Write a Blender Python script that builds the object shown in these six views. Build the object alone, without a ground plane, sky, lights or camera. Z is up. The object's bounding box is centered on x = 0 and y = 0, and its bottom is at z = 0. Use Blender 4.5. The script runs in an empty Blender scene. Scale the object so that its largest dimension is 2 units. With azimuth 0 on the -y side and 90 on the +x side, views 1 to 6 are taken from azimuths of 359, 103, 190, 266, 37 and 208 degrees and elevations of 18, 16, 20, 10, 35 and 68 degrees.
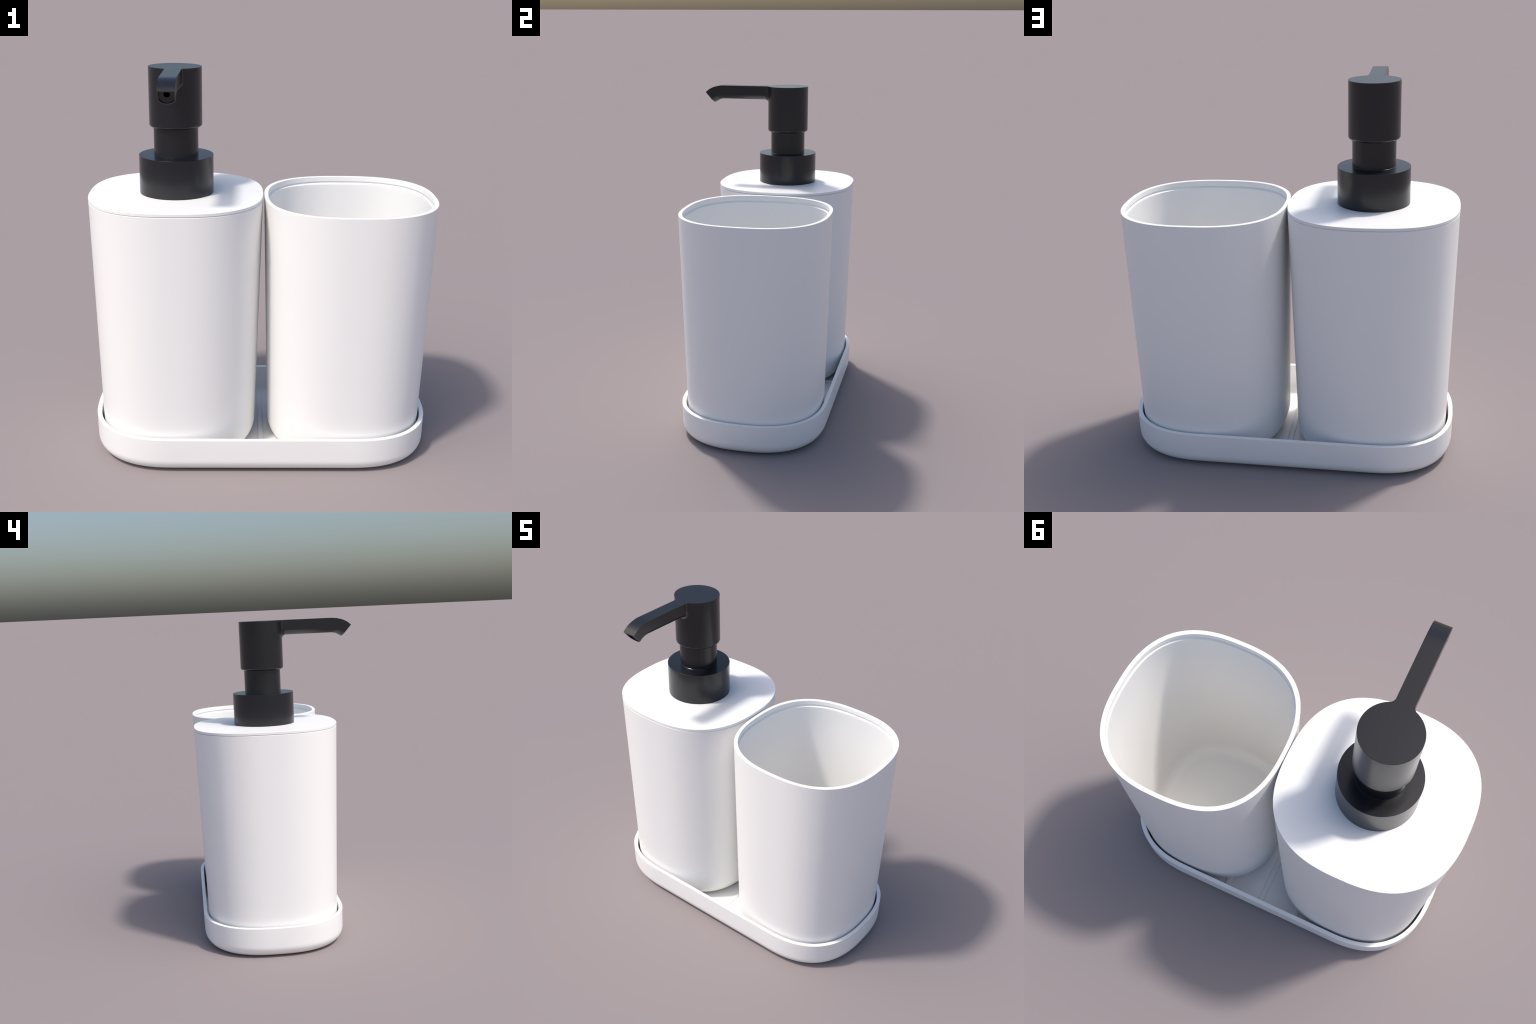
# Bathroom set: pump soap dispenser and open tumbler standing in a shallow tray.
import bpy, math
from math import sin, cos, pi, sqrt, radians

# ------------------------------------------------------------------ sizes (metres)
SQUIRCLE = 2.53            # superellipse exponent of every plan outline
Y0 = 0.0567                # common centre line of the three things
PUMP_Y = 0.0573
BOTTLE_X, TUMBLER_X = -0.4413, 0.4436
PUMP_X = -0.4411
CUP_HALF = 0.439           # half width at the top
CUP_TOP = 1.355
TAPER = 0.0252              # half width lost per metre of height
CUP_BASE = 0.0370          # the cups stand on the ribs of the tray
LID_TOP = 1.372
TRAY_CX, TRAY_HALF, TRAY_TOP = 0.4415, 0.4435, 0.188
FLOOR = 0.030
HEAD_R, HEAD_LOW, HEAD_TOP = 0.1315, 1.7040, 2.0
HEAD_DISH = 0.0030         # the push button is slightly hollow
NECK_R, COLLAR_R, COLLAR_TOP = 0.111, 0.1865, 1.5655

# ------------------------------------------------------------------ materials
def plastic(name, tone, rough, spread, bump, spec=0.5):
    """Moulded plastic: one tone with a barely visible mottling and a fine satin grain."""
    m = bpy.data.materials.new(name)
    m.use_nodes = True
    nt = m.node_tree
    nt.nodes.clear()
    N = nt.nodes.new
    L = nt.links.new
    out = N("ShaderNodeOutputMaterial")
    bsdf = N("ShaderNodeBsdfPrincipled")
    L(bsdf.outputs[0], out.inputs[0])
    tc = N("ShaderNodeTexCoord")
    cloud = N("ShaderNodeTexNoise")
    cloud.inputs["Scale"].default_value = 5.0
    cloud.inputs["Detail"].default_value = 3.0
    L(tc.outputs["Object"], cloud.inputs["Vector"])
    ramp = N("ShaderNodeValToRGB")
    ramp.color_ramp.elements[0].position = 0.3
    ramp.color_ramp.elements[1].position = 0.7
    ramp.color_ramp.elements[0].color = [c * (1 - spread) for c in tone] + [1]
    ramp.color_ramp.elements[1].color = list(tone) + [1]
    L(cloud.outputs["Fac"], ramp.inputs["Fac"])
    L(ramp.outputs["Color"], bsdf.inputs["Base Color"])
    bsdf.inputs["Roughness"].default_value = rough
    bsdf.inputs["Specular IOR Level"].default_value = spec
    grain = N("ShaderNodeTexNoise")
    grain.inputs["Scale"].default_value = 260.0
    grain.inputs["Detail"].default_value = 2.0
    L(tc.outputs["Object"], grain.inputs["Vector"])
    bp = N("ShaderNodeBump")
    bp.inputs["Strength"].default_value = bump
    bp.inputs["Distance"].default_value = 0.001
    L(grain.outputs["Fac"], bp.inputs["Height"])
    L(bp.outputs["Normal"], bsdf.inputs["Normal"])
    return m

WHITE = plastic("white_satin_plastic", (0.985, 0.975, 0.954), 0.40, 0.006, 0.015)
BLACK = plastic("black_satin_plastic", (0.0090, 0.0098, 0.0130), 0.25, 0.05, 0.02)

# ------------------------------------------------------------------ mesh helpers
def make(name, verts, faces, mat, at=(0, 0, 0), parent=None, angle=32):
    """Mesh object whose vertices are given in world space and stored about `at`."""
    me = bpy.data.meshes.new(name)
    me.from_pydata([(x - at[0], y - at[1], z - at[2]) for x, y, z in verts], [], faces)
    me.validate()
    me.materials.append(mat)
    me.shade_smooth()
    me.set_sharp_from_angle(angle=radians(angle))
    ob = bpy.data.objects.new(name, me)
    bpy.context.scene.collection.objects.link(ob)
    if parent is None:
        ob.location = at
    else:
        ob.parent = parent
        ob.location = [a - b for a, b in zip(at, world_origin(parent))]
    return ob

def world_origin(ob):
    p = list(ob.location)
    while ob.parent:
        ob = ob.parent
        p = [a + b for a, b in zip(p, ob.location)]
    return p

def loft(rings, cap_start=True, cap_end=True):
    """Skin a stack of closed rings that all have the same number of points."""
    n = len(rings[0])
    verts = [p for r in rings for p in r]
    faces = []
    for i in range(len(rings) - 1):
        a, b = i * n, (i + 1) * n
        for k in range(n):
            l = (k + 1) % n
            faces.append((a + k, a + l, b + l, b + k))
    if cap_start:
        faces.append(tuple(range(n))[::-1])
    if cap_end:
        s = (len(rings) - 1) * n
        faces.append(tuple(range(s, s + n)))
    return verts, faces

def squircle(t):
    c, s = cos(t), sin(t)
    r = (abs(c) ** SQUIRCLE + abs(s) ** SQUIRCLE) ** (-1 / SQUIRCLE)
    return r * c, r * s

def cup_ring(cx, half, z, n=192):
    pts = []
    for k in range(n):
        u, v = squircle(2 * pi * k / n)
        pts.append((cx + half * u, Y0 + half * v, z))
    return pts

def tray_ring(half, z, n=96, straight=8):
    """Two half squircles joined by straight sides."""
    pts = []
    for side in (1, -1):
        for k in range(n + 1):
            u, v = squircle(-pi / 2 + pi * k / n)
            pts.append((side * (TRAY_CX + half * max(u, 0)), Y0 + side * half * v, z))
        for k in range(1, straight):
            f = 1 - 2 * k / straight
            pts.append((side * TRAY_CX * f, Y0 + side * half, z))
    return pts

def circle(cx, r, z, n=96):
    return [(cx + r * cos(2 * pi * k / n), PUMP_Y + r * sin(2 * pi * k / n), z) for k in range(n)]

def arc(r0, z0, r1, z1, steps, convex_out=True):
    """Quarter ellipse from (r0,z0) to (r1,z1); first tangent is radial when convex_out."""
    out = []
    for i in range(steps + 1):
        t = pi / 2 * i / steps
        if convex_out:
            out.append((r0 + (r1 - r0) * sin(t), z0 + (z1 - z0) * (1 - cos(t))))
        else:
            out.append((r0 + (r1 - r0) * (1 - cos(t)), z0 + (z1 - z0) * sin(t)))
    return out

def cup_half(z):
    return CUP_HALF - TAPER * (CUP_TOP - z)

def cup_outside(top_bevel):
    """Outer profile (half width, z) of bottle and tumbler, from base to top edge."""
    fillet = 0.090
    zf = CUP_BASE + fillet
    p = arc(cup_half(zf) - 0.078, CUP_BASE, cup_half(zf), zf, 12)
    for i in range(1, 8):
        z = zf + (CUP_TOP - top_bevel - zf) * i / 7
        p.append((cup_half(z), z))
    return p

# ------------------------------------------------------------------ soap dispenser
def build_dispenser():
    cx = BOTTLE_X
    root = bpy.data.objects.new("soap_dispenser", None)
    bpy.context.scene.collection.objects.link(root)
    root.location = (cx, Y0, CUP_BASE)
    root["label"] = "white rounded-square soap bottle with matte black pump"
    root["category"] = "soap dispenser"

    # body: tapering squircle cup, closed just under the lid
    prof = cup_outside(0.003)
    prof += [(CUP_HALF - 0.0035, CUP_TOP), (0.424, CUP_TOP), (0.424, CUP_TOP + 0.004)]
    v, f = loft([cup_ring(cx, a, z) for a, z in prof])
    make("bottle_body", v, f, WHITE, (cx, Y0, CUP_BASE), root, 28)

    # lid plate, separated from the body by a hairline groove
    prof = [(0.4355, CUP_TOP + 0.0012), (CUP_HALF, CUP_TOP + 0.0022),
            (CUP_HALF + 0.0003, LID_TOP - 0.0012), (CUP_HALF - 0.0009, LID_TOP)]
    v, f = loft([cup_ring(cx, a, z) for a, z in prof])
    make("bottle_lid", v, f, WHITE, (cx, Y0, CUP_BASE), root)

    # pump: collar, neck and push head, all turned about one axis
    px = PUMP_X
    prof = [(COLLAR_R, LID_TOP - 0.003), (COLLAR_R, COLLAR_TOP - 0.0019),
            (COLLAR_R - 0.0007, COLLAR_TOP - 0.0012), (NECK_R + 0.008, COLLAR_TOP)]
    v, f = loft([circle(px, a, z) for a, z in prof])
    make("pump_collar", v, f, BLACK, (px, Y0, CUP_BASE), root)

    prof = [(NECK_R + 0.0018, COLLAR_TOP - 0.006), (NECK_R + 0.0018, COLLAR_TOP + 0.0005),
            (NECK_R + 0.0004, COLLAR_TOP + 0.0016), (NECK_R, COLLAR_TOP + 0.004),
            (NECK_R, HEAD_LOW + 0.02)]
    v, f = loft([circle(px, a, z) for a, z in prof])
    make("pump_neck", v, f, BLACK, (px, Y0, CUP_BASE), root)

    prof = [(NECK_R - 0.004, HEAD_LOW + 0.004), (NECK_R - 0.001, HEAD_LOW + 0.0005)]
    low_edge = (HEAD_R - 0.0175, HEAD_LOW)
    for k, (r, z) in enumerate(arc(*low_edge, HEAD_R, HEAD_LOW + 0.0140, 8)):
        t = k / 8                              # between a round and a chamfered edge
        prof.append((0.8 * r + 0.2 * (low_edge[0] + 0.0175 * t),
                     0.8 * z + 0.2 * (low_edge[1] + 0.0140 * t)))
    rim = HEAD_R - 0.0008
    prof += [(HEAD_R, HEAD_LOW + 0.0155), (HEAD_R, HEAD_LOW + 0.0200),
             (HEAD_R, HEAD_TOP - 0.0060), (HEAD_R, HEAD_TOP - 0.0010), (rim, HEAD_TOP)]
    for i in range(1, 12):
        q = 1 - i / 12
        prof.append((rim * q, HEAD_TOP - HEAD_DISH * (1 - q * q)))
    v, f = loft([circle(px, a, z) for a, z in prof])
    head = make("pump_head", v, f, BLACK, (px, Y0, CUP_BASE), root)
    # the hollow is so shallow that the button is shaded as one even face
    me = head.data
    normals = [tuple(c.vector) for c in me.corner_normals]
    for p in me.polygons:
        if p.normal.z > 0.95:
            for l in p.loop_indices:
                normals[l] = (0.0, 0.0, 1.0)
    me.normals_split_custom_set(normals)
    build_spout(px, head)

def build_spout(cx, head):
    """Flat-topped, round-bottomed spout that bends down and is cut off at a slant."""
    W = 0.0402                 # half width
    SIDE = 0.70                # share of the depth taken by the straight flanks
    FIL = 0.0310               # side fillets to the push head
    BELLY = 0.0265             # fillet under the spout
    top = HEAD_TOP - 0.0002
    low = 1.9108
    # section as (x factor, depth factor 0..1, flank flag, belly flag)
    sec = []
    for i in range(9):
        sec.append((-1 + 2 * i / 8, 0.0))
    for i in range(1, 5):
        sec.append((1.0, SIDE * i / 4))
    for i in range(1, 13):
        t = i / 13
        # circular belly between the two flanks
        x = 1 - 2 * t
        sag = 1 - SIDE
        h = 0.0895
        R = (W * W + (sag * h) ** 2) / (2 * sag * h)
        d = (sqrt(R * R - (x * W) ** 2) - (R - sag * h)) / h
        sec.append((x, SIDE + d))
    for i in range(4):
        sec.append((-1.0, SIDE * (4 - i) / 4))
    # the two last points of the loop meet the first: drop the doubled corner
    axis = PUMP_Y
    # upper and lower edge of the side view, (y, z) pairs from root to tip
    upper = [(-0.1030, top), (-0.24, top), (-0.345, top), (-0.388, top - 0.0003),
             (-0.408, 1.9972), (-0.425, 1.9935), (-0.441, 1.9892), (-0.456, 1.9832),
             (-0.471, 1.9754), (-0.4850, 1.9655), (-0.4980, 1.9535)]
    lower = [(-0.1030, low), (-0.24, low), (-0.345, low), (-0.378, low),
             (-0.387, 1.9103), (-0.396, 1.9090), (-0.405, 1.9065), (-0.413, 1.9030),
             (-0.4215, 1.8985), (-0.431, 1.8930), (-0.4405, 1.8875)]
    rings = []
    # root: concave fillet between the flanks, the belly and the round push head
    R0 = HEAD_R - 0.0012
    fx = W + FIL
    fy = axis - sqrt((R0 + FIL) ** 2 - fx * fx)
    touch = (fx * R0 / (R0 + FIL), axis - sqrt((R0 + FIL) ** 2 - fx * fx) * R0 / (R0 + FIL))
    end_angle = math.atan2(touch[1] - fy, touch[0] - fx)
    y0 = upper[0][0]
    straight = fy - y0
    bow = FIL * (pi - end_angle)
    def flank(f):
        l = f * (straight + bow)
        if l < straight:
            return W, y0 + l
        a = pi - (l - straight) / FIL
        return fx + FIL * cos(a), fy + FIL * sin(a)
    steps = 22
    for i in range(steps + 1):
        f = 1 - i / steps
        xf, yf = flank(f)
        ring = []
        for sx, d in sec:
            x = sx * xf
            y_end = axis - sqrt(R0 * R0 - (sx * touch[0]) ** 2)
            y = y0 + (yf - y0) * (y_end - y0) / (touch[1] - y0)
            reach = max(0.0, y - (y_end - BELLY))
            e = BELLY - sqrt(max(BELLY * BELLY - reach * reach, 0))
            z = top - d * (top - low) - min(1.0, d / SIDE) ** 2 * e
            ring.append((cx + x, y, z))
        rings.append(ring)
    for (yu, zu), (yl, zl) in list(zip(upper, lower))[1:]:
        rings.append([(cx + sx * W, yu + (yl - yu) * d, zu + (zl - zu) * d) for sx, d in sec])
    # hollow mouth: thin rim, then a recess that runs deeper under the top
    tip = rings[-1]
    my = sum(p[1] for p in tip) / len(tip)
    mz = sum(p[2] for p in tip) / len(tip)
    def shrunk(k, near, far):
        out = []
        for (sx, d), p in zip(sec, tip):
            into = near + (far - near) * (1 - d)
            out.append((cx + (p[0] - cx) * k, my + (p[1] - my) * k + into * 0.86,
                        mz + (p[2] - mz) * k + into * 0.51))
        return out
    rings.append(shrunk(0.86, 0.0, 0.0))
    rings.append(shrunk(0.84, 0.004, 0.022))
    v, f = loft(rings)
    # the spout is turned a hair to the side
    v = [(x + (y - axis) * 0.0015, y, z) for x, y, z in v]
    spout = make("spout", v, f, BLACK, (cx, Y0, CUP_BASE), head, 30)
    # drilled outlet
    n, r = 24, 0.0142
    drill = []
    for y in (-0.4700, -0.150):
        drill.append([(cx + r * cos(2 * pi * k / n), y,
                       1.9338 + max(0.0, y + 0.44) * 0.06 + r * sin(2 * pi * k / n)) for k in range(n)])
    v, f = loft(drill)
    cutter = make("drill", v, f, BLACK)
    import bmesh
    for ob in (spout, cutter):
        bm = bmesh.new()
        bm.from_mesh(ob.data)
        bmesh.ops.recalc_face_normals(bm, faces=bm.faces)
        bm.to_mesh(ob.data)
        bm.free()
    mod = spout.modifiers.new("outlet", "BOOLEAN")
    mod.operation = "DIFFERENCE"
    mod.solver = "EXACT"
    mod.object = cutter
    bpy.context.view_layer.update()
    dg = bpy.context.evaluated_depsgraph_get()
    me = bpy.data.meshes.new_from_object(spout.evaluated_get(dg))
    spout.modifiers.clear()
    spout.data = me
    me.shade_smooth()
    me.set_sharp_from_angle(angle=radians(30))
    bpy.data.objects.remove(cutter)

# ------------------------------------------------------------------ tumbler
def build_tumbler():
    cx = TUMBLER_X
    prof = cup_outside(0.0012)
    prof += [(CUP_HALF - 0.001, CUP_TOP), (0.4190, CUP_TOP), (0.4180, CUP_TOP - 0.001),
             (0.4168, 1.3310),                       # seat for a lid
             (0.4225, 1.3258), (0.4222, 1.3230),     # small undercut
             (0.4135, 1.3140), (0.4130, 1.3110),     # sloping snap ledge
             (0.4138, 1.3000)]
    def inner(z):
        return 0.4138 - 0.0215 * (1.300 - z)
    floor = CUP_BASE + 0.022
    zf = floor + 0.075
    for i in range(1, 7):
        z = 1.300 + (zf - 1.300) * i / 6
        prof.append((inner(z), z))
    prof += arc(inner(zf), zf, inner(zf) - 0.07, floor, 10, False)[1:]
    v, f = loft([cup_ring(cx, a, z) for a, z in prof])
    ob = make("tumbler", v, f, WHITE, (cx, Y0, CUP_BASE), None, 28)
    ob["label"] = "open white rounded-square bathroom tumbler, slightly tapering"
    ob["category"] = "tumbler"

# ------------------------------------------------------------------ tray
def build_tray():
    R = 0.072
    wall = TRAY_HALF - 0.0015
    prof = arc(wall - R, 0.0, wall, R, 12)
    prof += [(TRAY_HALF, TRAY_TOP - 0.0012), (TRAY_HALF - 0.001, TRAY_TOP),
             (TRAY_HALF - 0.0210, TRAY_TOP), (TRAY_HALF - 0.0220, TRAY_TOP - 0.0012)]
    zi = FLOOR + 0.026
    ai = TRAY_HALF - 0.0260
    prof += arc(ai, zi, ai - 0.022, FLOOR, 8, False)
    v, f = loft([tray_ring(a, z) for a, z in prof])
    tray = make("tray", v, f, WHITE, (0, Y0, 0), None, 28)
    tray["label"] = "shallow white oblong tray with rounded ends"
    tray["category"] = "tray"
    # low drainage ribs across the floor, each a bar with round ends
    pitch, half_w, height = 0.220, 0.0175, 0.0060
    def rib_mesh(half_len):
        rings = []
        for w, z in ((half_w, FLOOR - 0.002), (half_w, FLOOR), (half_w - 0.0030, FLOOR + height * 0.45),
                     (half_w - 0.0065, FLOOR + height * 0.85), (half_w - 0.0105, FLOOR + height)):
            ring = []
            for side in (1, -1):
                for k in range(13):
                    t = pi * k / 12
                    ring.append((w * cos(t) * side, side * (half_len - half_w + w * sin(t)), z))
            rings.append(ring)
        return loft(rings)
    first = {}
    for i in range(-3, 4):
        half_len = 0.400 if abs(i) < 3 else 0.335
        if half_len not in first:
            v, f = rib_mesh(half_len)
            ob = make("tray_rib", v, f, WHITE, (0, 0, 0), None, 60)
            first[half_len] = ob
        else:
            ob = first[half_len].copy()
            bpy.context.scene.collection.objects.link(ob)
        ob.parent = tray
        ob.location = (i * pitch, 0, 0)

build_tray()
build_dispenser()
build_tumbler()
